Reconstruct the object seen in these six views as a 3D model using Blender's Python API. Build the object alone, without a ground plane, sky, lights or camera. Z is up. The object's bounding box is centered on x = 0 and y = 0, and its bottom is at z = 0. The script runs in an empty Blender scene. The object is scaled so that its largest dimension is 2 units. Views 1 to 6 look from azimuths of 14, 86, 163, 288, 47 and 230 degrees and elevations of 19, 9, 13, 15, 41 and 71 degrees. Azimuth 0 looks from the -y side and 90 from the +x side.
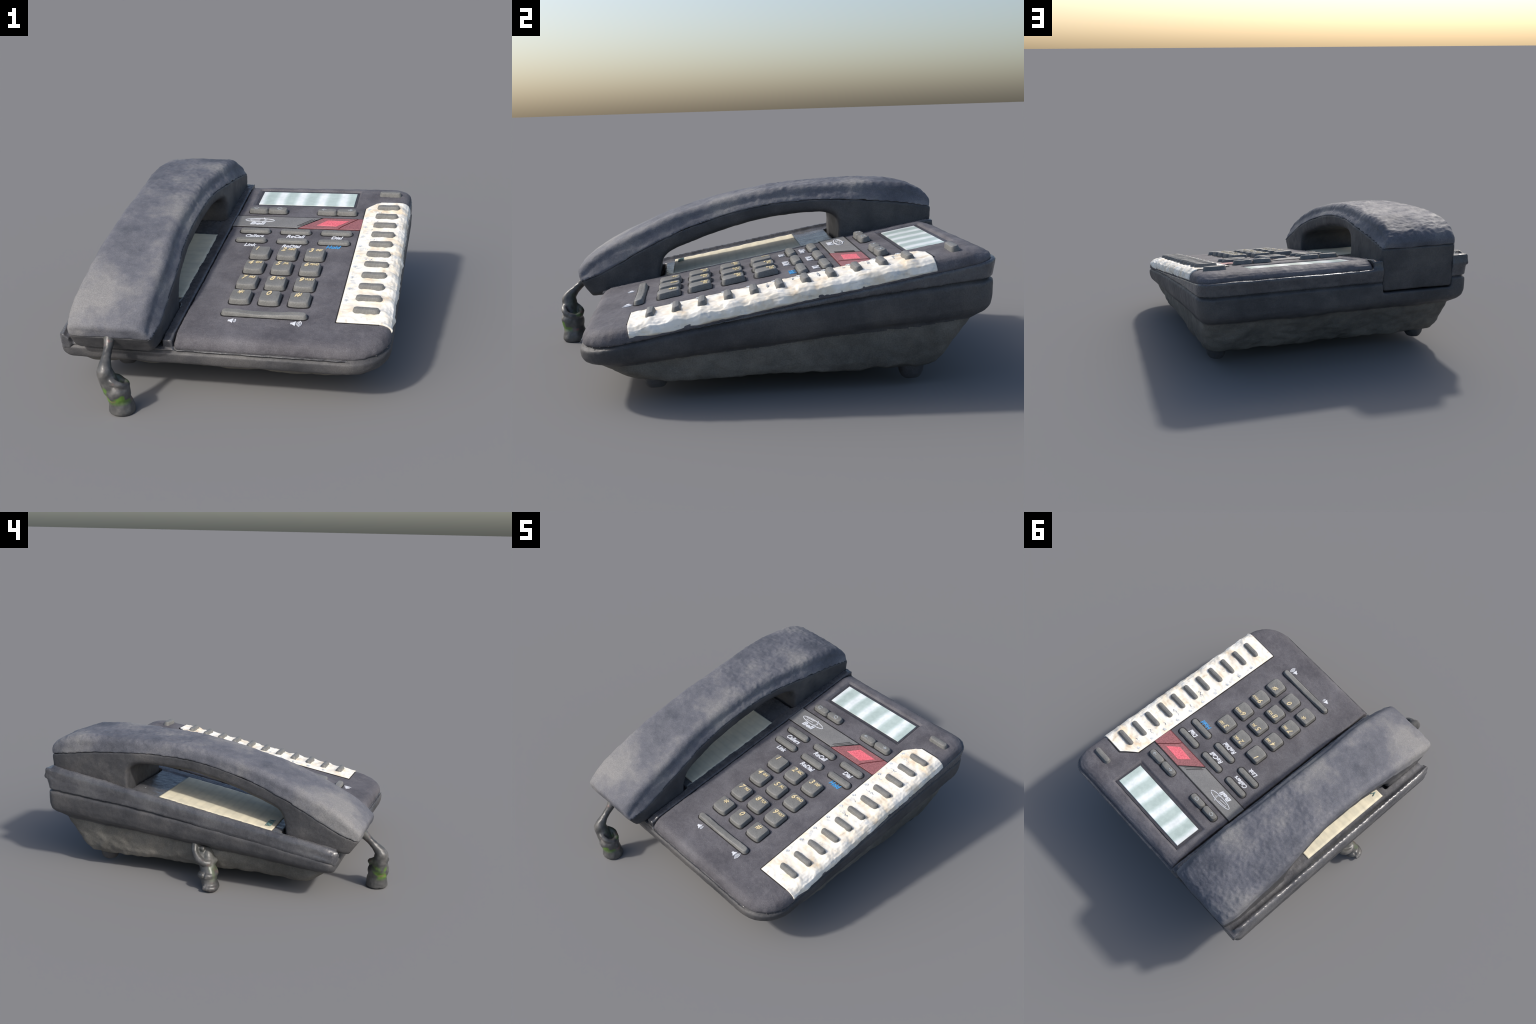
import bpy, bmesh, math, random
from mathutils import Vector, Matrix, noise

random.seed(7)
SLOPE = 0.176                       # the console top rises towards the back
ANG = math.atan(SLOPE)
COS, SIN = math.cos(ANG), math.sin(ANG)
Z0 = 0.438                          # height of the console top at y = 0


def S(x, y, h=0.0):
    """Point h above the sloping console top, at plan position x, y."""
    return Vector((x, y - SIN * h, Z0 + SLOPE * y + COS * h))


# ------------------------------------------------------------------ materials
def nodes_of(name):
    m = bpy.data.materials.new(name)
    m.use_nodes = True
    nt = m.node_tree
    b = nt.nodes["Principled BSDF"]
    return m, nt, b


def L(nt, a, b):
    nt.links.new(a, b)


def noise_node(nt, co, scale, detail=4.0, rough=0.6, stretch=None):
    n = nt.nodes.new("ShaderNodeTexNoise")
    n.inputs["Scale"].default_value = scale
    n.inputs["Detail"].default_value = detail
    n.inputs["Roughness"].default_value = rough
    if stretch:
        mp = nt.nodes.new("ShaderNodeMapping")
        mp.inputs["Scale"].default_value = stretch
        L(nt, co, mp.inputs["Vector"])
        co = mp.outputs["Vector"]
    L(nt, co, n.inputs["Vector"])
    return n


def ramp(nt, fac, stops):
    r = nt.nodes.new("ShaderNodeValToRGB")
    el = r.color_ramp.elements
    while len(el) < len(stops):
        el.new(0.5)
    for e, (p, c) in zip(el, stops):
        e.position = p
        e.color = (c[0], c[1], c[2], 1.0) if not isinstance(c, float) else (c, c, c, 1.0)
    L(nt, fac, r.inputs["Fac"])
    return r


def mix(nt, fac, a, b, mode='MIX'):
    n = nt.nodes.new("ShaderNodeMix")
    n.data_type = 'RGBA'
    n.blend_type = mode
    if isinstance(fac, (int, float)):
        n.inputs["Factor"].default_value = fac
    else:
        L(nt, fac, n.inputs["Factor"])
    for sock, v in ((n.inputs["A"], a), (n.inputs["B"], b)):
        if isinstance(v, tuple):
            sock.default_value = (v[0], v[1], v[2], 1.0)
        else:
            L(nt, v, sock)
    return n.outputs["Result"]


def plastic(name, dark, mid, light, dust, rough=(0.42, 0.62), blotch=4.5, grain=190.0,
            bump=0.25, speck=0.5, spec=0.35, cloud=0.42):
    """Worn, dusty moulded plastic: cloudy blotches, fine grain and pale specks."""
    m, nt, b = nodes_of(name)
    co = nt.nodes.new("ShaderNodeTexCoord").outputs["Object"]
    n1 = noise_node(nt, co, blotch, 5.0, 0.62)
    base = ramp(nt, n1.outputs["Fac"], [(0.35, dark), (0.49, mid), (0.63, light)]).outputs["Color"]
    n2 = noise_node(nt, co, blotch * 5.0, 6.0, 0.7)
    f2 = ramp(nt, n2.outputs["Fac"], [(0.5, 0.0), (0.75, cloud)]).outputs["Color"]
    base = mix(nt, f2, base, dust)
    n3 = noise_node(nt, co, grain, 3.0, 0.6)
    g = ramp(nt, n3.outputs["Fac"], [(0.3, (0.80, 0.80, 0.80)), (0.7, (1.18, 1.18, 1.18))]).outputs["Color"]
    base = mix(nt, 1.0, base, g, 'MULTIPLY')
    v = nt.nodes.new("ShaderNodeTexVoronoi")
    v.inputs["Scale"].default_value = 34.0
    L(nt, co, v.inputs["Vector"])
    sp = ramp(nt, v.outputs["Distance"], [(0.0, speck), (0.085, 0.0)]).outputs["Color"]
    base = mix(nt, sp, base, tuple(min(1.0, c * 2.4) for c in dust))
    L(nt, base, b.inputs["Base Color"])
    r = ramp(nt, n2.outputs["Fac"], [(0.35, rough[0]), (0.7, rough[1])])
    L(nt, r.outputs["Color"], b.inputs["Roughness"])
    b.inputs["Specular IOR Level"].default_value = spec
    bp = nt.nodes.new("ShaderNodeBump")
    bp.inputs["Strength"].default_value = bump
    bp.inputs["Distance"].default_value = 0.004
    n4 = noise_node(nt, co, 75.0, 4.0, 0.65)
    L(nt, n4.outputs["Fac"], bp.inputs["Height"])
    L(nt, bp.outputs["Normal"], b.inputs["Normal"])
    return m


def flat(name, col, rough=0.6, vary=0.12, scale=60.0, spec=0.3):
    m, nt, b = nodes_of(name)
    co = nt.nodes.new("ShaderNodeTexCoord").outputs["Object"]
    n = noise_node(nt, co, scale, 3.0, 0.6)
    c = ramp(nt, n.outputs["Fac"], [(0.3, tuple(x * (1 - vary) for x in col)),
                                    (0.7, tuple(min(1, x * (1 + vary)) for x in col))])
    L(nt, c.outputs["Color"], b.inputs["Base Color"])
    b.inputs["Roughness"].default_value = rough
    b.inputs["Specular IOR Level"].default_value = spec
    return m


M_FACE = plastic("console_plastic", (.082, .079, .089), (.110, .106, .117), (.142, .138, .150),
                 (.165, .160, .168), rough=(.58, .75), spec=.18)
M_HANDSET = plastic("handset_plastic", (.078, .083, .100), (.128, .131, .150), (.220, .216, .214),  # pale and dark clouds partly paint the scan's lighting into the colour
                    (.205, .208, .228), rough=(.55, .75), spec=.22, cloud=.32, blotch=2.3, bump=.3, speck=.25)
M_CASE = plastic("case_plastic", (.046, .047, .051), (.066, .066, .070), (.095, .092, .092),
                 (.095, .092, .090), rough=(.45, .62), blotch=4.0, speck=.35)
M_TUB = plastic("tub_plastic", (.095, .092, .084), (.135, .130, .118), (.185, .175, .155),
                (.17, .16, .14), rough=(.55, .7), blotch=4.0, speck=.2, spec=.2)
M_RAIL = plastic("rail_plastic", (.056, .057, .063), (.080, .081, .088), (.112, .112, .116),
                 (.125, .123, .124), rough=(.20, .36), blotch=5.0, speck=.4, spec=.6)
M_KEY = plastic("key_rubber", (.145, .145, .138), (.175, .175, .166), (.200, .199, .189),
                (.21, .208, .196), rough=(.45, .6), blotch=9.0, bump=.15, speck=.1)
M_BAR = plastic("badge_plastic", (.165, .166, .166), (.185, .185, .184), (.205, .204, .20),
                (.215, .213, .208), rough=(.5, .65), blotch=7.0, bump=.1, speck=.1)
M_LINE = flat("groove_dark", (.018, .017, .018), .7)
M_BEZEL = flat("bezel_dark", (.05, .049, .058), .5, .2, 30)
M_WHITE = flat("white_print", (.66, .68, .72), .6, .15, 90)
M_CREAM = flat("cream_print", (.72, .60, .36), .6, .2, 90)
M_BLUE = flat("blue_print", (.06, .30, .62), .6, .25, 90)
M_INK = flat("green_ink", (.10, .20, .20), .7, .3, 90)
M_SMUDGE = flat("smudge_grey", (.56, .59, .61), .7, .25, 60)
M_PENCIL = flat("pencil_grey", (.64, .66, .68), .7, .25, 60)
M_GREYINK = flat("grey_ink", (.40, .44, .47), .7, .25, 60)


def red_material(name, a, b_, scale):
    m, nt, b = nodes_of(name)
    co = nt.nodes.new("ShaderNodeTexCoord").outputs["Object"]
    n = noise_node(nt, co, scale, 4.0, .7)
    c = ramp(nt, n.outputs["Fac"], [(.36, a), (.62, b_)])
    L(nt, c.outputs["Color"], b.inputs["Base Color"])
    b.inputs["Roughness"].default_value = .45
    return m


M_RED = red_material("red_lens", (.20, .075, .078), (.34, .135, .14), 110.0)
M_REDLIT = red_material("red_lens_core", (.55, .085, .11), (.88, .20, .24), 130.0)
M_REDLINE = flat("red_line", (.09, .012, .015), .6)


def strip_material():
    m, nt, b = nodes_of("label_strip_plastic")
    co = nt.nodes.new("ShaderNodeTexCoord").outputs["Object"]
    n1 = noise_node(nt, co, 9.0, 4.0, .6)
    base = ramp(nt, n1.outputs["Fac"], [(.34, (.74, .61, .44)), (.46, (.86, .79, .66)),
                                        (.60, (.92, .88, .79))]).outputs["Color"]
    n2 = noise_node(nt, co, 26.0, 4.0, .65)
    f = ramp(nt, n2.outputs["Fac"], [(.55, 0.0), (.70, .65)]).outputs["Color"]
    base = mix(nt, f, base, (.50, .54, .57))
    n3 = noise_node(nt, co, 40.0, 3.0, .6, (1, .25, 1))
    f3 = ramp(nt, n3.outputs["Fac"], [(.62, 0.0), (.74, .5)]).outputs["Color"]
    base = mix(nt, f3, base, (.36, .28, .19))
    L(nt, base, b.inputs["Base Color"])
    b.inputs["Roughness"].default_value = .4
    bp = nt.nodes.new("ShaderNodeBump")
    bp.inputs["Strength"].default_value = .2
    bp.inputs["Distance"].default_value = .005
    L(nt, n2.outputs["Fac"], bp.inputs["Height"])
    L(nt, bp.outputs["Normal"], b.inputs["Normal"])
    return m


M_STRIP = strip_material()


def lcd_material():
    """Pale green display glass with white light reflections painted on as soft bands."""
    m, nt, b = nodes_of("display_glass")
    co = nt.nodes.new("ShaderNodeTexCoord").outputs["Object"]
    w = nt.nodes.new("ShaderNodeTexWave")
    w.bands_direction = 'X'
    w.inputs["Scale"].default_value = 2.55
    w.inputs["Distortion"].default_value = 1.6
    w.inputs["Detail"].default_value = 2.0
    w.inputs["Detail Scale"].default_value = 1.2
    w.inputs["Phase Offset"].default_value = 1.0
    L(nt, co, w.inputs["Vector"])
    base = ramp(nt, w.outputs["Fac"], [(.25, (.46, .55, .52)), (.6, (.58, .67, .645)), (.9, (.78, .82, .82))]).outputs["Color"]
    n = noise_node(nt, co, 22.0, 5.0, .65)
    g = ramp(nt, n.outputs["Fac"], [(.35, (.86, .88, .88)), (.65, (1.05, 1.05, 1.05))]).outputs["Color"]
    base = mix(nt, 1.0, base, g, 'MULTIPLY')
    L(nt, base, b.inputs["Base Color"])
    b.inputs["Roughness"].default_value = .28
    return m


M_LCD = lcd_material()


def paper_material():
    m, nt, b = nodes_of("card_paper")
    co = nt.nodes.new("ShaderNodeTexCoord").outputs["Object"]
    w = nt.nodes.new("ShaderNodeTexWave")
    w.bands_direction = 'Y'
    w.inputs["Scale"].default_value = 7.0
    w.inputs["Distortion"].default_value = 1.0
    w.inputs["Detail"].default_value = 3.0
    L(nt, co, w.inputs["Vector"])
    base = ramp(nt, w.outputs["Fac"], [(.0, (.66, .605, .455)), (.30, (.70, .645, .49))]).outputs["Color"]
    n = noise_node(nt, co, 12.0, 4.0, .6)
    g = ramp(nt, n.outputs["Fac"], [(.35, (.86, .87, .88)), (.65, (1.06, 1.05, 1.03))]).outputs["Color"]
    base = mix(nt, 1.0, base, g, 'MULTIPLY')
    L(nt, base, b.inputs["Base Color"])
    b.inputs["Roughness"].default_value = .75
    return m


M_PAPER = paper_material()


def cord_material(name, green, pink):
    """Dark cord with smears of green, mauve and red caught on it."""
    m, nt, b = nodes_of(name)
    co = nt.nodes.new("ShaderNodeTexCoord").outputs["Object"]
    n1 = noise_node(nt, co, 14.0, 4.0, .6)
    base = ramp(nt, n1.outputs["Fac"], [(.35, (.045, .046, .047)), (.55, (.085, .085, .083)),
                                        (.72, (.15, .145, .14))]).outputs["Color"]
    n2 = noise_node(nt, co, 8.0, 2.0, .5)
    f = ramp(nt, n2.outputs["Fac"], [(.545, 0.0), (.59, green)]).outputs["Color"]
    sep = nt.nodes.new("ShaderNodeSeparateXYZ")
    L(nt, co, sep.inputs["Vector"])
    zone = ramp(nt, sep.outputs["Z"], [(.05, 0.0), (.08, 1.0), (.125, 1.0), (.15, .1)]).outputs["Color"]
    f = mix(nt, 1.0, f, zone, 'MULTIPLY')
    base = mix(nt, f, base, (.12, .24, .03))
    n3 = noise_node(nt, co, 11.0, 3.0, .6, (1.3, .8, 1.9))
    f = ramp(nt, n3.outputs["Fac"], [(.62, 0.0), (.70, pink)]).outputs["Color"]
    base = mix(nt, f, base, (.21, .10, .09))
    L(nt, base, b.inputs["Base Color"])
    b.inputs["Roughness"].default_value = .38
    return m


M_CORD = cord_material("cord_rubber", .9, .8)
M_COIL = cord_material("coil_rubber", .15, .2)

# ------------------------------------------------------------------ object helpers
ROOT = bpy.data.objects.new("desk_telephone", None)
ROOT.empty_display_size = .2
bpy.context.scene.collection.objects.link(ROOT)
ROOT["label"] = "black corded office desk phone with handset, keypad and white button strip"
ROOT["category"] = "telephone"


def add(name, mesh, mat, parent=None, smooth=True):
    if mat is not None:
        mesh.materials.clear()
        mesh.materials.append(mat)
    o = bpy.data.objects.new(name, mesh)
    bpy.context.scene.collection.objects.link(o)
    o.parent = parent or ROOT
    if smooth:
        mesh.polygons.foreach_set("use_smooth", [True] * len(mesh.polygons))
    return o


def place(name, mesh, parent, x, y, h, rz=0.0):
    o = bpy.data.objects.new(name, mesh)
    bpy.context.scene.collection.objects.link(o)
    o.parent = parent
    o.matrix_local = Matrix.Translation(S(x, y, h)) @ Matrix.Rotation(ANG, 4, 'X') @ Matrix.Rotation(rz, 4, 'Z')
    return o


def mesh_from(verts, faces, name="part"):
    me = bpy.data.meshes.new(name)
    me.from_pydata([tuple(v) for v in verts], [], faces)
    bm = bmesh.new()
    bm.from_mesh(me)
    bmesh.ops.recalc_face_normals(bm, faces=bm.faces)
    bm.to_mesh(me)
    bm.free()
    return me


def loft(loops, caps=True):
    n = len(loops[0])
    verts = [v for lp in loops for v in lp]
    faces = []
    for i in range(len(loops) - 1):
        for j in range(n):
            k = (j + 1) % n
            faces.append((i * n + j, i * n + k, (i + 1) * n + k, (i + 1) * n + j))
    if caps:
        faces.append(tuple(range(n)))
        faces.append(tuple((len(loops) - 1) * n + j for j in range(n)))
    return verts, faces


def join_parts(parts):
    V, F = [], []
    for v, f in parts:
        o = len(V)
        V += list(v)
        F += [tuple(i + o for i in q) for q in f]
    return V, F


def with_modifiers(mesh, setup):
    """Evaluate modifiers on a temporary object and return the resulting mesh."""
    o = bpy.data.objects.new("tmp", mesh)
    bpy.context.scene.collection.objects.link(o)
    setup(o)
    bpy.context.view_layer.update()
    dg = bpy.context.evaluated_depsgraph_get()
    res = bpy.data.meshes.new_from_object(o.evaluated_get(dg))
    bpy.data.objects.remove(o, do_unlink=True)
    return res


def remesh(mesh, voxel, smooth=4):
    def setup(o):
        r = o.modifiers.new("r", 'REMESH')
        r.mode = 'VOXEL'
        r.voxel_size = voxel
        if smooth:
            s = o.modifiers.new("s", 'SMOOTH')
            s.factor = .5
            s.iterations = smooth
    return with_modifiers(mesh, setup)


def subtract(mesh, cutters):
    cs = []
    for v, f in cutters:
        c = bpy.data.objects.new("cut", mesh_from(v, f))
        bpy.context.scene.collection.objects.link(c)
        cs.append(c)

    def setup(o):
        for c in cs:
            b = o.modifiers.new("b", 'BOOLEAN')
            b.operation = 'DIFFERENCE'
            b.object = c
            b.solver = 'EXACT'
    res = with_modifiers(mesh, setup)
    for c in cs:
        bpy.data.objects.remove(c, do_unlink=True)
    return res


def displace(mesh, fn):
    """Move every vertex along its normal by fn(position, normal)."""
    out = []
    for v in mesh.vertices:
        d = fn(v.co, v.normal)
        out.extend(v.co + v.normal * d)
    mesh.vertices.foreach_set("co", out)
    mesh.update()
    return mesh


def fbm(p, s, o=3):
    return noise.fractal(p * s, 1.0, 2.0, o)


def box(x0, x1, pts):
    """Prism along x with side profile pts = [(y, z), ...]."""
    a = [Vector((x0, y, z)) for y, z in pts]
    b = [Vector((x1, y, z)) for y, z in pts]
    return loft([a, b])


def sstep(a, b, x):
    t = max(0.0, min(1.0, (x - a) / (b - a)))
    return t * t * (3 - 2 * t)


def catmull(rows, per):
    out = []
    n = len(rows)
    for i in range(n - 1):
        p = [rows[max(0, min(n - 1, i + k))] for k in (-1, 0, 1, 2)]
        for s in range(per):
            t = s / per
            out.append([.5 * (2 * b + (c - a) * t + (2 * a - 5 * b + 4 * c - d) * t * t
                              + (3 * b - a - 3 * c + d) * t ** 3) for a, b, c, d in zip(*p)])
    out.append(list(rows[-1]))
    return out


def outline(x0, x1, yf, yb, rfr, rbr, rbl, rfl, seg=14, side=30):
    """Rounded plan outline, counter-clockwise from the front left; the right side
    tapers slightly towards the back and the back edge runs a little askew."""
    pts = []

    def arc(cx, cy, r, a0):
        for i in range(seg + 1):
            a = a0 + math.pi / 2 * i / seg
            pts.append((cx + r * math.cos(a), cy + r * math.sin(a)))

    def line(p, q):
        for i in range(1, side):
            t = i / side
            pts.append((p[0] + (q[0] - p[0]) * t, p[1] + (q[1] - p[1]) * t))
    arc(x0 + rfl, yf + rfl, rfl, math.pi)
    line((x0 + rfl, yf), (x1 - rfr, yf))
    arc(x1 - rfr, yf + rfr, rfr, -math.pi / 2)
    line((x1, yf + rfr), (x1, yb - rbr))
    arc(x1 - rbr, yb - rbr, rbr, 0)
    line((x1 - rbr, yb), (x0 + rbl, yb))
    arc(x0 + rbl, yb - rbl, rbl, math.pi / 2)
    line((x0, yb - rbl), (x0, yf + rfl))
    w = []
    for x, y in pts:
        w.append((x - .013 * (y + .2) * max(0.0, x) / .8, y + .012 * max(0.0, y) * (x + .1) / .8))
    return w


XL, XR, YF, YB = -.770, .827, -.758, .979




# ------------------------------------------------------------------ cradle pockets cut from the case
EAR_CUT = box(-.668, -.240, [(.468, .9), (.468, .47), (.52, .412), (1.2, .405), (1.2, .9)])
MOUTH_CUT = box(-.665, -.235, [(-1.0, .8), (-1.0, .235), (-.6, .262), (-.445, .30), (-.43, .34), (-.43, .8)])

# ------------------------------------------------------------------ lower housing (tub)
loops = []
levels = [  # inset left, right, front, back; height rule a + b*y + c*y^2; corner radius scale
    (.020, .020, .020, .020, .376, .140, -.03, 1.0),
    (.012, .012, .012, .012, .356, .140, -.03, 1.0),
    (.000, .000, .000, .000, .351, .140, -.03, 1.0),
    (.000, .000, .000, .000, .330, .132, -.025, 1.0),
    (.002, .003, .002, .000, .290, .115, -.014, 1.0),
    (.010, .010, .006, .004, .262, .102, -.006, 1.0),
    (.030, .024, .016, .016, .242, .095, 0, .95),
    (.056, .044, .034, .040, .230, .090, 0, .9),
    (.066, .050, .050, .080, .220, .084, 0, .9),
    (.066, .052, .074, .102, .198, .070, 0, .9),
    (.072, .058, .105, .146, .160, .046, 0, .9),
    (.084, .070, .140, .194, .118, .018, 0, .9),
    (.104, .086, .182, .226, .090, .004, 0, .9),
    (.145, .120, .232, .255, .080, .000, 0, .9),
]
for il, ir, if_, ib, a, b, c, rs in levels:
    o = outline(XL + il, XR - ir, YF + if_, YB - ib, .20 * rs, .10 * rs, .045 * rs, .05 * rs)
    loops.append([Vector((x, y, a + b * y + c * y * y)) for x, y in o])
me = mesh_from(*loft(loops))
me = subtract(me, [EAR_CUT, MOUTH_CUT])
me = remesh(me, .0075, 3)


def lump(p, n):
    low = 1 - sstep(.18, .28, p.z - .1 * p.y)
    return (.013 * fbm(p, 5.5) + .004 * fbm(p, 16)) * low + .0012 * fbm(p, 40)


displace(me, lump)


def keep_faces(mesh, test):
    m2 = mesh.copy()
    bm = bmesh.new()
    bm.from_mesh(m2)
    bmesh.ops.delete(bm, geom=[f for f in bm.faces if not test(f.calc_center_median())], context='FACES')
    bm.to_mesh(m2)
    bm.free()
    return m2


def below_crease(c):
    return c.z < .222 + .085 * c.y + .010 * noise.noise(Vector((c.x * 3, c.y * 3, 0)))


LOWER = add("lower_housing", keep_faces(me, lambda c: not below_crease(c)), M_CASE)
TUB = add("base_tub", keep_faces(me, below_crease), M_TUB)

# ------------------------------------------------------------------ upper housing: band, cradle floor, rail
parts = []
loops = []
for ins, a, b, c in [(.014, .364, .140, -.03), (.002, .364, .140, -.03), (0, .368, .141, -.028), (0, .373, .143, -.025)]:
    loops.append([Vector((x, y, a + b * y + c * y * y)) for x, y in outline(XL + ins, XR - ins, YF + ins, YB - ins, .2, .10, .045, .05)])
for ins, h in [(.0, -.066), (.003, -.060), (.012, -.058)]:
    loops.append([S(x, y, h) for x, y in outline(XL + ins, XR - ins, YF + ins, YB - ins, .2, .10, .045, .05)])
parts.append(loft(loops))
# cradle side, up to the floor that carries the paper card
fl = [(-.765, -.07), (-.765, -.013), (-.186, -.013), (-.186, -.07)]
parts.append(loft([[S(x, YF + .006, h) for x, h in fl], [S(x, YB - .008, h) for x, h in fl]]))
# low shoulder beside the console
sh = [(-.252, -.03), (-.244, -.008), (-.185, -.002), (-.183, -.03)]
parts.append(loft([[S(x, YF + .022, h - .02) for x, h in sh], [S(x, YF + .055, h) for x, h in sh], [S(x, YB - .035, h) for x, h in sh],
                   [S(x, YB - .012, h - .012) for x, h in sh]]))
# raised rail on the outer side of the cradle
rl = []
for i in range(26):
    y = -.775 + (1.0 - .025 + .775) * i / 25 * 1.0
    y = min(y, .944)
    k = 1.0 - .55 * (1 - sstep(-.775, -.72, y)) - .45 * sstep(.93, .975, y)
    xo = -.768 - .002 * sstep(-.2, .9, y) + .018 * (1 - sstep(-.78, -.68, y)) + .045 * (1 - math.sqrt(max(0.0, 1 - (max(0.0, y - .895) / .06) ** 2)))
    xi = -.718
    top = .011 * k
    sec = [(xo + .004, -.085), (xo, -.05), (xo + .002, top - .03), (xo + .012, top - .009), (xo + .03, top),
           (xi - .014, top - .006), (xi, top - .022), (xi + .014, -.02), (xi + .014, -.085)]
    rl.append([S(x, y, h) for x, h in sec])
parts.append(loft(rl))
V, F = join_parts(parts)
me = remesh(mesh_from(V, F), .0062, 0)
me = subtract(me, [EAR_CUT, MOUTH_CUT])
me = remesh(me, .0062, 3)
displace(me, lambda p, n: .0016 * fbm(p, 22) + .003 * fbm(p, 7) * (1 if p.x < -.6 else .5))
UPPER = add("upper_housing", me, M_RAIL)

# ------------------------------------------------------------------ console faceplate
LCD = (-.092, .488, .683, .853)       # x0, x1, y0, y1 of the display
loops = []
for ins, h in [(.03, -.07), (.006, -.064), (.003, -.055), (.006, -.038), (.014, -.022), (.026, -.010), (.042, -.003), (.062, 0.0)]:
    li = min(ins, .012) * .5
    o = outline(-.182 + li, XR - ins, YF + ins, YB - .012 - ins * 1.9, .2 - ins * .5, .10 - ins * .3, .012, .012)
    loops.append([S(x, y, h) for x, y in o])
me = remesh(mesh_from(*loft(loops)), .0062, 3)


def face_relief(p, n):
    d = .0011 * fbm(p, 45) + .0012 * fbm(p, 18)
    if n.z > .8:
        x, y = p.x, p.y
        fx = min(x - (LCD[0] - .028), (LCD[1] + .020) - x)
        fy = min(y - (LCD[2] - .026), (LCD[3] + .030) - y)
        d -= .013 * sstep(-.004, .010, min(fx, fy))
        edge = sstep(.55, .85, y)
        d += .003 * fbm(p, 12) * edge
    else:
        d += .002 * fbm(p, 14)
    return d


displace(me, face_relief)
FACE = add("faceplate", me, M_FACE)


def slab(name, poly, h0, h1, mat, parent=FACE, bev=.0):
    """Flat inlay on the console with plan outline poly."""
    lo = [S(x, y, h0) for x, y in poly]
    cx = sum(p[0] for p in poly) / len(poly)
    cy = sum(p[1] for p in poly) / len(poly)
    loops = [lo, [S(x, y, h1 - bev) for x, y in poly]]
    if bev:
        loops.append([S(x + (cx - x) * bev / max(.02, abs(cx - x)), y + (cy - y) * bev / max(.02, abs(cy - y)), h1)
                      for x, y in poly])
    return add(name, mesh_from(*loft(loops)), mat, parent, smooth=False)


def rect(x0, x1, y0, y1):
    return [(x0, y0), (x1, y0), (x1, y1), (x0, y1)]


# display
x0, x1, y0, y1 = LCD
slab("display", rect(x0, x1, y0, y1), -.03, -.006, M_LCD, bev=.002)
for r in (rect(x0 - .018, x0 - .002, y0 - .016, y1 + .018), rect(x1 + .002, x1 + .013, y0 - .016, y1 + .018),
          rect(x0 - .002, x1 + .002, y0 - .016, y0 - .002), rect(x0 - .002, x1 + .002, y1 + .002, y1 + .018)):
    slab("display_bezel", r, -.03, -.0085, M_BEZEL, bev=.002)

# badge bar, red message light and their dark outline
BAR = [(-.178, .378), (.204, .378), (.324, .504), (-.178, .504)]
RED = [(.212, .376), (.5655, .376), (.5655, .504), (.334, .504)]
slab("badge_bar", BAR, -.02, .0045, M_BAR, bev=.003)
slab("message_light", RED, -.02, .0042, M_RED, bev=.002)
slab("message_light_core", [(.312, .412), (.425, .407), (.488, .472), (.364, .475)], -.01, .0058, M_REDLIT, bev=.001)


def stroke(name, pts, w, h0, h1, mat, parent=FACE):
    """Thin raised line along plan points."""
    n = len(pts)
    left, right = [], []
    for i, (x, y) in enumerate(pts):
        a, b = pts[max(0, i - 1)], pts[min(n - 1, i + 1)]
        dx, dy = b[0] - a[0], b[1] - a[1]
        l = math.hypot(dx, dy) or 1
        nx, ny = -dy / l * w / 2, dx / l * w / 2
        left.append((x + nx, y + ny))
        right.append((x - nx, y - ny))
    loops = [[S(*l, h0), S(*l, h1), S(*r, h1), S(*r, h0)] for l, r in zip(left, right)]
    return add(name, mesh_from(*loft(loops)), mat, parent, smooth=False)


for y in (.3755, .5065):
    stroke("badge_groove", [(-.178, y), (.2 if y < .4 else .33, y)], .006, -.01, .0026, M_LINE)
stroke("badge_groove", [(.33, .5065), (.566, .5065)], .005, -.01, .0026, M_LINE)
stroke("badge_groove", [(.208, .3755), (.329, .504)], .006, -.01, .0036, M_LINE)
stroke("light_groove", [(.208, .3745), (.566, .3745)], .005, -.01, .0026, M_REDLINE)
stroke("light_groove", [(.441, .378), (.452, .400), (.537, .502)], .005, -.01, .0056, M_REDLINE)
for i in range(3):
    o = i * .0145
    stroke("badge_ridge", [(.229 - o, .397), (.303 - o, .480)], .0032, 0, .0058, M_LINE)

# ------------------------------------------------------------------ keys
def round_poly(hx, hy, r, seg=6, bow=0.0):
    pts = []
    for cx, cy, a0 in ((hx - r, hy - r, 0), (-hx + r, hy - r, 90), (-hx + r, -hy + r, 180), (hx - r, -hy + r, 270)):
        for i in range(seg + 1):
            a = math.radians(a0 + 90 * i / seg)
            pts.append((cx + r * math.cos(a), cy + r * math.sin(a)))
    # extra points along the front edge so it can bow
    out = []
    for i, p in enumerate(pts):
        q = pts[(i + 1) % len(pts)]
        out.append(p)
        d = math.hypot(q[0] - p[0], q[1] - p[1])
        k = int(d / .012)
        for j in range(1, k):
            out.append((p[0] + (q[0] - p[0]) * j / k, p[1] + (q[1] - p[1]) * j / k))
    return [(x, y - bow * (1 - (x / hx) ** 2) * (1 if y < 0 else -.1)) for x, y in out]


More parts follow.
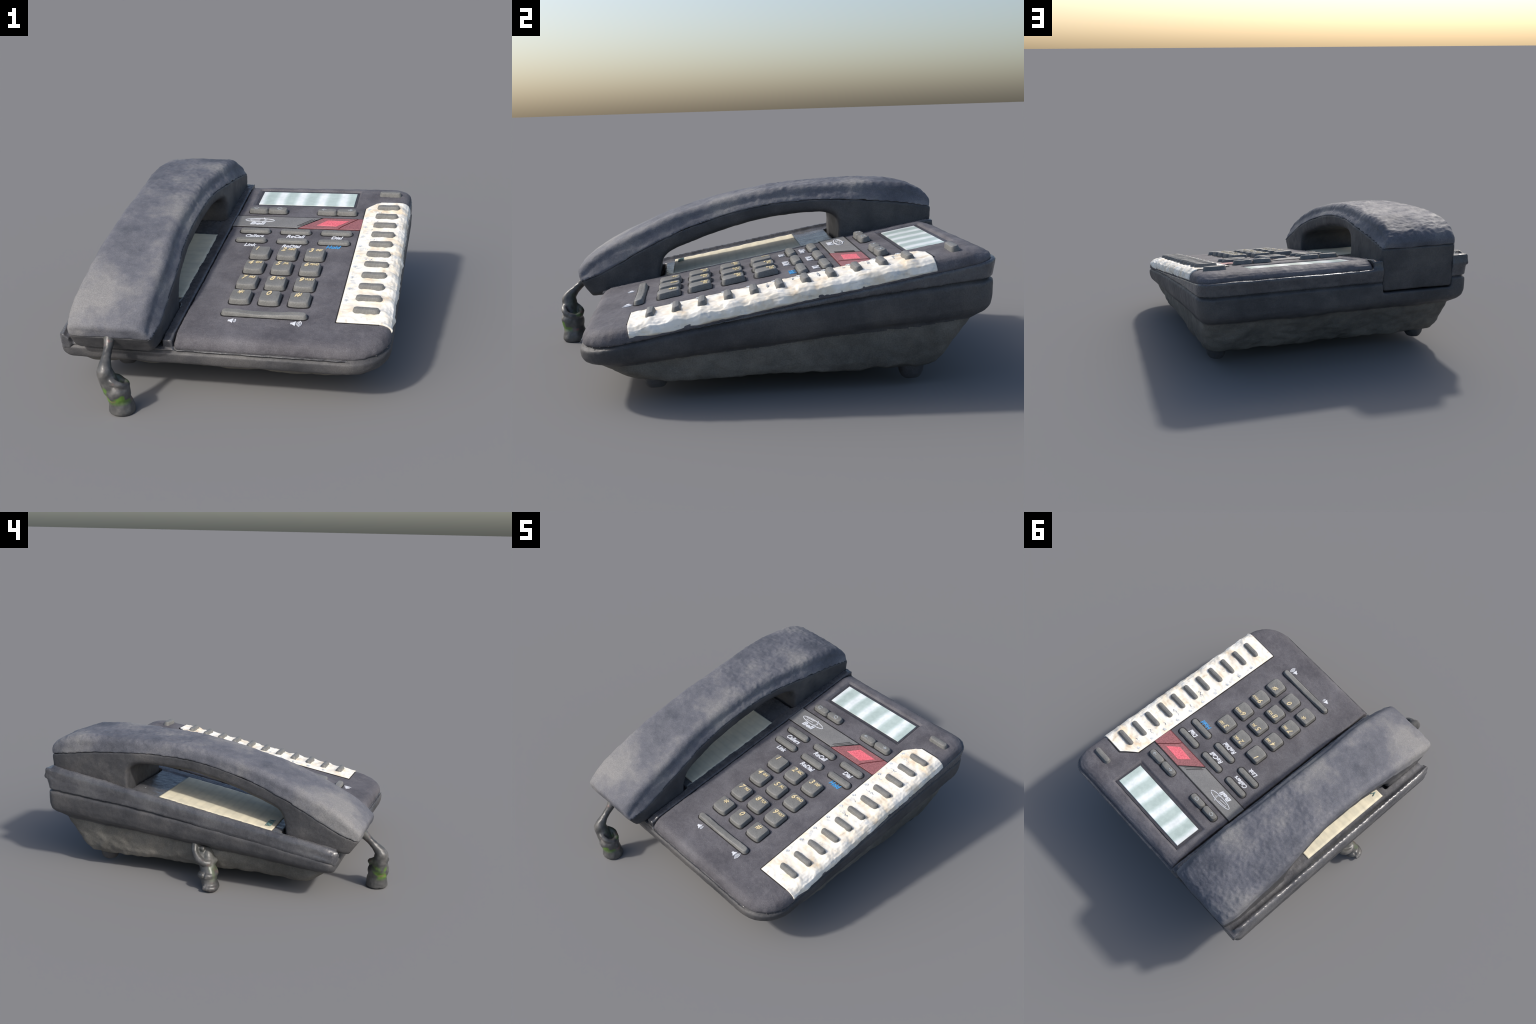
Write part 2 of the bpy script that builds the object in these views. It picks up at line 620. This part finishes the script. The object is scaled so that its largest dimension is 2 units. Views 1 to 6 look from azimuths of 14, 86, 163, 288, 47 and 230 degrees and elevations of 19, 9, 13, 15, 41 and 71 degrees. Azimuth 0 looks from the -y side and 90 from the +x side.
def key_mesh(name, hx, hy, r, height, bow=0.0, taper=.006, crown=.0, wob=.0015, mat=None, seed=0, dish=None):
    loops = []
    prof = [(-.004, -.02), (0.0, 0.0), (taper * .5, height * .5), (taper, height * .90),
            (taper + .0012, height * .96), (taper + .0045, height)]
    k = min(hx, hy)
    rings = [.55, .15]
    base = round_poly(hx, hy, r, bow=bow)
    for ins, z in prof:
        loops.append([Vector((x * (1 - ins / hx), y * (1 - ins / hy), z)) for x, y in base])
    top = (1 - prof[-1][0] / k)
    for s in rings:
        loops.append([Vector((x * (1 - prof[-1][0] / hx) * s if hx <= hy * 1.6 else
                              math.copysign(max(0, abs(x) - (1 - s) * (hy)), x) * (1 - prof[-1][0] / hx),
                              y * (1 - prof[-1][0] / hy) * s, height + crown * (1 - s))) for x, y in base])
    v, f = loft(loops)
    off = Vector((seed * 3.1, seed * 1.7, seed))
    for p in v:
        q = p + off
        p.z += wob * fbm(q, 30) if p.z > 0 else 0
        p.x += wob * .8 * fbm(q + Vector((9, 0, 0)), 26)
        p.y += wob * .8 * fbm(q + Vector((0, 9, 0)), 26)
        if dish and p.z > height * .7:
            p.z += dish(p.x)
    me = mesh_from(v, f, name)
    me.polygons.foreach_set("use_smooth", [True] * len(me.polygons))
    me.set_sharp_from_angle(angle=math.radians(38))
    me.materials.append(mat or M_KEY)
    return me


def shade_ring_mesh(hx, hy, r, grow=.0055, bow=0.0):
    """Dark gap between a key and the plate it comes through."""
    base = round_poly(hx + grow, hy + grow, r + grow, bow=bow)
    me = mesh_from(*loft([[Vector((x, y, -.006)) for x, y in base], [Vector((x, y, .0024)) for x, y in base],
                          [Vector((x * .8, y * .8, .0026)) for x, y in base]]), "key_shade_ring")
    me.materials.append(M_LINE)
    return me


KX = (.063, .212, .362)
KY = (.062, -.088, -.240, -.382)
SHADE_KEY = shade_ring_mesh(.054, .051, .014, bow=.006)
SHADE_FUNC = shade_ring_mesh(.089, .024, .022, .0045)
SHADE_SOFT = shade_ring_mesh(.117, .026, .022, .004)
SHADE_VOL = shade_ring_mesh(.214, .023, .021, .004)
KEYS = [key_mesh("key", .054, .051, .014, .028, bow=.006, taper=.005, crown=-.002, seed=i) for i in range(3)]
n = 0
for j, y in enumerate(KY):
    for i, x in enumerate(KX):
        place("number_key", KEYS[n % 3], FACE, x, y, 0)
        place("key_shade_ring", SHADE_KEY, FACE, x, y - .001, 0)
        n += 1
FUNC = [key_mesh("function_key", .089, .023, .021, .018, crown=.002, seed=i + 5) for i in range(3)]
n = 0
for x in (-.026, .208, .440):
    for y in (.320, .213):
        place("function_key", FUNC[n % 3], FACE, x, y, 0)
        place("key_shade_ring", SHADE_FUNC, FACE, x, y - .001, 0)
        n += 1
HALF = [key_mesh("soft_key", .0595, .026, .022, .026, crown=.001, seed=i + 11) for i in range(2)]
for cx in (-.003, .406):
    place("key_shade_ring", SHADE_SOFT, FACE, cx, .566, 0)
    place("soft_key", HALF[0], FACE, cx - .0575, .566, 0)
    place("soft_key", HALF[1], FACE, cx + .0575, .568, 0)
place("power_key", key_mesh("power_key", .066, .022, .02, .026, crown=.002, seed=21), FACE, .69, .826, -.003)
VOL = key_mesh("volume_key", .214, .023, .021, .022, crown=0, seed=23,
               dish=lambda x: -.007 * (1 - (x / .13) ** 2) if abs(x) < .13 else 0)
place("key_shade_ring", SHADE_VOL, FACE, .211, -.521, 0)
place("volume_key", VOL, FACE, .211, -.520, 0)

# ------------------------------------------------------------------ white label strip over the right edge
BY = [.634 - .1085 * i for i in range(11)]


def edge_profile(t, taper):
    """x, h across the strip: t = 0 inner edge .. 1 lower outer edge."""
    xo = XR - taper
    prof = [(.566, .003), (.60, .004), (.66, .005), (.72, .005), (xo - .062, .005), (xo - .042, .003),
            (xo - .024, -.004), (xo - .009, -.017), (xo - .003, -.034), (xo - .001, -.048)]
    f = t * (len(prof) - 1)
    i = min(int(f), len(prof) - 2)
    f -= i
    a, b = prof[i], prof[i + 1]
    return a[0] + (b[0] - a[0]) * f, a[1] + (b[1] - a[1]) * f


def strip_mesh():
    NX, NY = 64, 300
    y0, y1 = -.542, .722
    top, bot = [], []
    for j in range(NY + 1):
        y = y0 + (y1 - y0) * j / NY
        for i in range(NX + 1):
            t = i / NX
            x, h = edge_profile(t, .013 * (y + .2))
            # chamfered corner at the back left
            lim = .566 + max(0.0, (y - .637)) * .95
            x2 = max(x, lim) if x < .7 else x
            yy = y
            p = Vector((x2, yy, h))
            g = 0.0
            for by in BY:                       # a swelling round each button, hollow between
                g += math.exp(-((yy - by) / .028) ** 2)
            ridge = .0055 * g * sstep(.60, .66, x2) * (1 - .4 * sstep(.77, .80, x2))
            bulge = ridge - .003 * sstep(.62, .66, x2) + .006 * fbm(p, 14) * (.5 + .8 * sstep(.74, .82, x2)) + .003 * fbm(p, 38)
            edge = min(1.0, min(j, NY - j) / 5.0, i / 3.0)
            d = .001 + edge * (bulge + .002)
            ang = sstep(.35, 1.0, (t - .5) * 1.6) * 1.2
            off_x, off_h = math.sin(ang) * d, math.cos(ang) * d
            wave = (.007 * fbm(Vector((0, yy * 9, 3)), 1) + .02 * (1 - sstep(-.54, -.44, yy))) * sstep(.75, 1.0, t)
            top.append(S(x2 + off_x, yy, h + off_h + wave))
            bot.append(S(x2 - .012 * math.sin(ang), yy, h - .012))
    V = top + bot
    W = NX + 1
    o = len(top)
    F = []
    for j in range(NY):
        for i in range(NX):
            a = j * W + i
            F.append((a, a + 1, a + W + 1, a + W))
            F.append((o + a, o + a + W, o + a + W + 1, o + a + 1))
    for j in range(NY):
        a = j * W
        F.append((a, a + W, o + a + W, o + a))
        a = j * W + NX
        F.append((a, o + a, o + a + W, a + W))
    for i in range(NX):
        F.append((i, o + i, o + i + 1, i + 1))
        a = NY * W + i
        F.append((a, a + 1, o + a + 1, o + a))
    me = bpy.data.meshes.new("label_strip")
    me.from_pydata([tuple(v) for v in V], [], F)
    bm = bmesh.new()
    bm.from_mesh(me)
    bmesh.ops.remove_doubles(bm, verts=bm.verts, dist=1e-5)
    bmesh.ops.recalc_face_normals(bm, faces=bm.faces)
    bm.to_mesh(me)
    bm.free()
    return me


STRIP = add("label_strip", strip_mesh(), M_STRIP)
LINEK = [key_mesh("line_key", .066, .0195, .018, .019, crown=.002, seed=i + 31) for i in range(4)]
for i, y in enumerate(BY):
    place("line_key", LINEK[i % 4], STRIP, .697, y, .0095, rz=random.uniform(-.02, .02))
# dark frame line round the strip, and faint pencilled marks beside each button
stroke("strip_groove", [(.563, -.545), (.563, .637), (.646, .7265), (.765, .7265)], .006, -.01, .0035, M_LINE)
stroke("strip_groove", [(.563, -.546), (.768, -.546)], .005, -.01, .002, M_LINE)
for i, y in enumerate(BY):
    rnd = random.Random(i)
    if i < 10:
        w = [(.588 + .003 * rnd.random() + .006 * math.cos(a), y - .02 + .009 * math.sin(a)) for a in (0, 1.3, 2.6, 3.9)]
        stroke("label_mark", w, .010, .0, .0105, M_SMUDGE, STRIP)
    if i < 6:                                 # illegible pencil squiggle
        pts = [(.608 + .0045 * k + .003 * rnd.random(), y - .048 + .011 * (rnd.random() - .5) * (1 if k % 5 else 2)) for k in range(4 + rnd.randrange(12))]
        stroke("pencil_squiggle", pts, .0016, .0, .0108, M_PENCIL, STRIP)

# ------------------------------------------------------------------ printing
def text(name, s, x, y, h, size, mat, parent=FACE, shear=.25, bold=0.0, rz=0.0, stretch=1.0, align='CENTER'):
    c = bpy.data.curves.new(name, 'FONT')
    c.body = s
    c.size = size
    c.align_x = align
    c.align_y = 'CENTER'
    c.shear = shear
    c.offset = bold
    c.extrude = .0012
    c.resolution_u = 4
    o = bpy.data.objects.new("tmp", c)
    bpy.context.scene.collection.objects.link(o)
    bpy.context.view_layer.update()
    me = bpy.data.meshes.new_from_object(o.evaluated_get(bpy.context.evaluated_depsgraph_get()))
    bpy.data.objects.remove(o, do_unlink=True)
    for v in me.vertices:
        v.co.x *= stretch
    me.materials.clear()
    me.materials.append(mat)
    return place(name, me, parent, x, y, h, rz)


TXT = .0015
for s, x, y, m in (("Callers", -.022, .267, M_WHITE), ("Link", -.024, .163, M_WHITE),
                   ("ReCall", .212, .273, M_WHITE), ("ReDial", .209, .161, M_WHITE),
                   ("Dial", .445, .273, M_WHITE), ("Hold", .441, .167, M_BLUE)):
    text("key_caption", s, x, y + .002, TXT, .042, m, bold=.0012, stretch=.9)
LAB = (("1", ""), ("2", "ABC"), ("3", "DEF"), ("4", "GHI"), ("5", "JKL"), ("6", "MNO"),
       ("7", "PRS"), ("8", "TUV"), ("9", "WXY"), ("*", ""), ("0", ""), ("#", ""))
for n, (d, l) in enumerate(LAB):
    x, y = KX[n % 3], KY[n // 3]
    dx = -.024 if n < 9 else -.012
    text("key_digit", d, x + dx, y + (.020 if d != "*" else .008), .0288, .050 if d != "*" else .07, M_CREAM, bold=.0004)
    if l:
        text("key_letters", l, x + .0185, y + .024, .0288, .0255, M_CREAM, bold=.0004, stretch=.8)
text("badge_name", "Bell", -.038, .412, .0055, .040, M_WHITE, bold=.0014, stretch=1.45, shear=.2)
# oval head emblem on the badge
oval = []
for i in range(33):
    a = 2 * math.pi * i / 32 * .97 + .35
    oval.append((-.030 + .086 * math.cos(a) , .453 + .019 * math.sin(a)))
stroke("badge_emblem", oval, .0042, 0, .0066, M_WHITE)
stroke("badge_emblem", [(-.012, .482), (.0, .470), (-.004, .462), (.010, .455), (-.002, .452), (.002, .445), (-.014, .436)], .0042, 0, .0066, M_WHITE)
stroke("badge_emblem", [(-.092, .458), (-.06, .464), (-.03, .465)], .003, 0, .0066, M_WHITE)
stroke("badge_emblem", [(-.085, .447), (-.05, .449), (-.03, .452)], .003, 0, .0066, M_WHITE)


def speaker(x, y, waves):
    slab("speaker_icon", [(x - .020, y - .006), (x - .012, y - .006), (x + .004, y - .018), (x + .004, y + .018),
                          (x - .012, y + .006), (x - .020, y + .006)], -.002, .0022, M_WHITE)
    for k in range(waves):
        r = .010 + .007 * k
        arc = [(x + .002 + r * math.cos(math.radians(a)), y + r * math.sin(math.radians(a))) for a in range(-50, 51, 20)]
        stroke("sound_wave", arc, .0035, -.002, .0022, M_WHITE)


speaker(.066, -.578, 2)
speaker(.372, -.573, 4)


def small_arrow(x, y, d):
    stroke("arrow_mark", [(x + d * .012, y), (x - d * .012, y)], .003, .02, .0285, M_GREYINK)
    stroke("arrow_mark", [(x, y + .009), (x - d * .013, y), (x, y - .009)], .003, .02, .0287, M_GREYINK)


small_arrow(.330, .566, 1)
small_arrow(.482, .568, -1)
for cx in (-.075, .065):
    ring = [(cx + .013 * math.cos(a * .7), .567 + .011 * math.sin(a * .7)) for a in range(9)]
    stroke("soft_key_mark", ring, .003, .02, .0275, M_GREYINK)

# ------------------------------------------------------------------ paper card on the cradle floor
def card():
    NX, NY = 24, 90
    x0, x1, y0, y1 = -.690, -.240, -.384, .288
    top, bot = [], []
    for j in range(NY + 1):
        for i in range(NX + 1):
            x = x0 + (x1 - x0) * i / NX
            y = y0 + (y1 - y0) * j / NY
            w = .0007 * math.sin(y * 2 * math.pi / .066) * (1 - sstep(-.66, -.5, x) * .7) + .0015 * fbm(Vector((x, y, 0)), 9)
            top.append(S(x, y, -.0085 + w))
            bot.append(S(x, y, -.0135 + w))
    W = NX + 1
    o = len(top)
    F = []
    for j in range(NY):
        for i in range(NX):
            a = j * W + i
            F += [(a, a + 1, a + W + 1, a + W), (o + a, o + a + W, o + a + W + 1, o + a + 1)]
    rim = list(range(W)) + [j * W + NX for j in range(1, NY + 1)] + [NY * W + i for i in range(NX - 1, -1, -1)] + [j * W for j in range(NY - 1, 0, -1)]
    for k, a in enumerate(rim):
        b = rim[(k + 1) % len(rim)]
        F.append((a, o + a, o + b, b))
    return mesh_from(top + bot, F)


CARD = add("paper_card", card(), M_PAPER)
text("card_writing", "VISTA", -.60, -.350, -.0035, .045, M_INK, CARD, shear=0, bold=.0006, stretch=.9)
stroke("card_window_edge", [(-.66, .41), (-.245, .41), (-.245, .295)], .004, -.02, -.0135, M_GREYINK, UPPER)

# ------------------------------------------------------------------ handset
ROWS = [  # top y,z | seam y,z | underside y,z  along the handset, front to back
    (-.872, .370, -.862, .338, -.805, .258),
    (-.874, .402, -.812, .356, -.725, .266),
    (-.825, .450, -.740, .384, -.600, .285),
    (-.741, .505, -.660, .425, -.500, .300),
    (-.630, .561, -.560, .478, -.456, .325),
    (-.520, .608, -.480, .519, -.445, .400),
    (-.420, .649, -.400, .553, -.405, .468),
    (-.300, .691, -.290, .597, -.290, .516),
    (-.081, .745, -.090, .657, -.090, .582),
    (.139, .783, .120, .700, .120, .630),
    (.358, .799, .330, .715, .330, .650),
    (.470, .805, .440, .717, .430, .647),
    (.540, .806, .510, .714, .483, .612),
    (.620, .806, .600, .709, .488, .520),
    (.700, .804, .680, .703, .500, .440),
    (.800, .798, .780, .692, .650, .425),
    (.890, .776, .870, .680, .800, .420),
    (.955, .740, .935, .668, .900, .418),
    (.985, .698, .978, .660, .965, .416),
]


def left_side(y):
    return -.654 - .048 * sstep(.05, .6, y) + .018 * sstep(.88, .985, y) - .022 * sstep(.1, .7, -y) + .014 * sstep(.76, .87, -y)


def right_side(y):
    return -.254 + .027 * sstep(.25, .62, y) + .025 * sstep(.15, .55, -y) - .014 * sstep(.74, .87, -y)


rows = catmull(ROWS, 6)
NR = len(rows)
up, low = [], []
for i, (ty, tz, my, mz, by, bz) in enumerate(rows):
    T, Mm, B = Vector((0, ty, tz)), Vector((0, my, mz)), Vector((0, by, bz))
    end = min(i, NR - 1 - i)
    squeeze = {0: .012, 1: .005, 2: .002}.get(end, 0.0)
    xl, xr = left_side(my) + squeeze, right_side(my) - squeeze
    H = (T - Mm).length
    tl, tr = xl + .006 * min(1, H / .09), xr - .036 * min(1, H / .09)       # the walls lean in towards the top
    r = min(.046, H * .55)
    sec = [(xr, 0.0)]
    hr = H - r - .004
    for k in range(9):
        a = math.pi / 2 * k / 8
        sec.append((tr - r + r * math.cos(a), hr + r * math.sin(a)))
    for k in range(1, 8):
        u = 1 - k / 4
        mid, half = (tl + tr) / 2, (tr - tl) / 2 - r
        sec.append((mid + half * u, H - .004 * u * u))
    for k in range(9):
        a = math.pi / 2 * (1 + k / 8)
        sec.append((tl + r + r * math.cos(a), hr + r * math.sin(a)))
    sec.append((xl, 0.0))
    d = (T - Mm).normalized()
    sink = squeeze * .6
    up.append([Vector((x, 0, 0)) + Mm + d * max(0.0, h - sink) for x, h in sec])
    # lower shell
    e = (Mm - B)
    G = e.length
    e = e / G
    blk = sstep(.10, .2, G)
    l2, r2 = xl + .003, xr - .003
    rb = .032 * (1 - blk) + .015 * blk
    sec = []
    for side, sg in ((r2, 1), (l2, -1)):
        c = [(side, G + .001), (side - sg * .004 * blk, rb)]
        for k in range(1, 6):
            a = math.pi / 2 * k / 5
            c.append((side - sg * (.006 * blk + rb - rb * math.cos(a)), rb - rb * math.sin(a)))
        sec += c if sg > 0 else list(reversed(c))
    low.append([Vector((x, 0, 0)) + B + e * h for x, h in sec])

me = remesh(mesh_from(*loft(up)), .0062, 5)


def handset_relief(p, n):
    back = sstep(-.25, .25, p.y)
    topf = sstep(.3, .8, n.z)
    return (.0035 * fbm(p, 9) + .0016 * fbm(p, 24)
            + topf * (.0006 + .0026 * back) * fbm(p * 1.0, 46, 2)
            + .0018 * noise.noise(p * 16) * sstep(.65, .95, p.y))


displace(me, handset_relief)
HANDSET = add("handset", me, M_HANDSET)
me = remesh(mesh_from(*loft(low)), .0065, 4)
displace(me, lambda p, n: .0022 * fbm(p, 12) + .0008 * fbm(p, 40))
add("handset_underside", me, M_CASE, HANDSET)

# ------------------------------------------------------------------ cords
def tube(path, radii, seg=20, flat=1.0):
    loops = []
    n = len(path)
    for i, p in enumerate(path):
        d = (path[min(n - 1, i + 1)] - path[max(0, i - 1)]).normalized()
        s = d.cross(Vector((0, 1, .2))).normalized()
        u = d.cross(s).normalized()
        loops.append([p + s * radii[i] * math.cos(2 * math.pi * k / seg) + u * radii[i] * flat * math.sin(2 * math.pi * k / seg)
                      for k in range(seg)])
    return loft(loops)


def spline_tube(ctrl, per=8, **kw):
    rows = catmull(ctrl, per)
    return tube([Vector(r[:3]) for r in rows], [r[3] for r in rows], **kw)


# handset cord: neck, shoulder, a rimmed cup, then a thick stub that stands on the ground
rim = []
for i in range(25):
    a = 2 * math.pi * i / 24
    rim.append(Vector((-.388 + .044 * math.cos(a), -.920 + .044 * math.sin(a), .158 - .026 * math.cos(a - .5))))
parts = [
    spline_tube([(-.455, -.82, .350, .032), (-.455, -.855, .322, .026), (-.448, -.890, .285, .022), (-.442, -.922, .250, .028),
                 (-.436, -.940, .215, .038), (-.424, -.938, .170, .042), (-.410, -.930, .11, .042)]),
    spline_tube([(-.388, -.920, .140, .050), (-.388, -.922, .115, .060), (-.386, -.920, .085, .058), (-.384, -.918, .066, .053),
                 (-.380, -.915, .040, .058), (-.376, -.914, .008, .063), (-.376, -.914, .001, .057)]),
    tube(rim, [.0165] * 25, seg=12),
]
V, F = join_parts(parts)
me = remesh(mesh_from(V, F), .0045, 5)
displace(me, lambda p, n: .003 * fbm(p, 22) if p.z > .01 else 0)
for v in me.vertices:
    k = 1 - sstep(.2, .33, v.co.z)
    v.co = Vector((v.co.x - .012 * k, v.co.y - .014 * k, max(0.0, v.co.z)))
add("handset_cord", me, M_CORD)

# line cord: a short piece of coil under the left side
parts = [spline_tube([(-.690, -.010, .215, .030), (-.715, -.015, .17, .042), (-.745, -.03, .12, .046), (-.772, -.048, .06, .046), (-.784, -.058, .001, .042)])]
hel = []
turns, per = 3.1, 24
for i in range(int(turns * per) + 1):
    a = 2 * math.pi * i / per
    t = i / (turns * per)
    z = .215 - .200 * t
    c = Vector((-.700 - .084 * sstep(0, .9, t), -.006 - .052 * t, z))
    R = .036 + .006 * sstep(0, .3, t)
    hel.append((c.x - R * math.cos(a), c.y + R * math.sin(a), z + .016 * math.sin(a), .0175))
parts.append(tube([Vector(h[:3]) for h in hel], [h[3] for h in hel], seg=12))
parts.append(spline_tube([(-.69, .025, .225, .030), (-.715, .018, .195, .032), (-.738, .005, .165, .032), (-.75, -.01, .14, .03)]))
# the arm that curls down from the case
parts.append(spline_tube([(-.690, .050, .255, .022), (-.735, .050, .235, .021), (-.765, .040, .200, .019), (-.778, .010, .168, .019),
                          (-.778, -.025, .150, .019), (-.760, -.05, .145, .020)]))
V, F = join_parts(parts)
me = mesh_from(V, F)
for v in me.vertices:
    v.co.z = max(v.co.z, .001)
me = remesh(me, .0045, 4)
displace(me, lambda p, n: .0018 * fbm(p, 26) if p.z > .01 else 0)
for v in me.vertices:
    v.co.z = max(0.0, v.co.z)
add("line_cord", me, M_COIL)

# ------------------------------------------------------------------ feet
for x, y, dz in ((.655, .655, -.012), (-.585, .660, -.006), (.66, -.445, .010), (-.52, -.50, .004)):
    loops = []
    for rr, z in ((.060, .12), (.058, .085), (.052, .060), (.038, .038), (.012, .030)):
        loops.append([Vector((x + rr * math.cos(2 * math.pi * k / 28), y + rr * math.sin(2 * math.pi * k / 28), z + dz)) for k in range(28)])
    me = remesh(mesh_from(*loft(loops)), .006, 2)
    displace(me, lambda p, n: .004 * fbm(p, 14))
    add("rubber_foot", me, M_CASE, TUB)
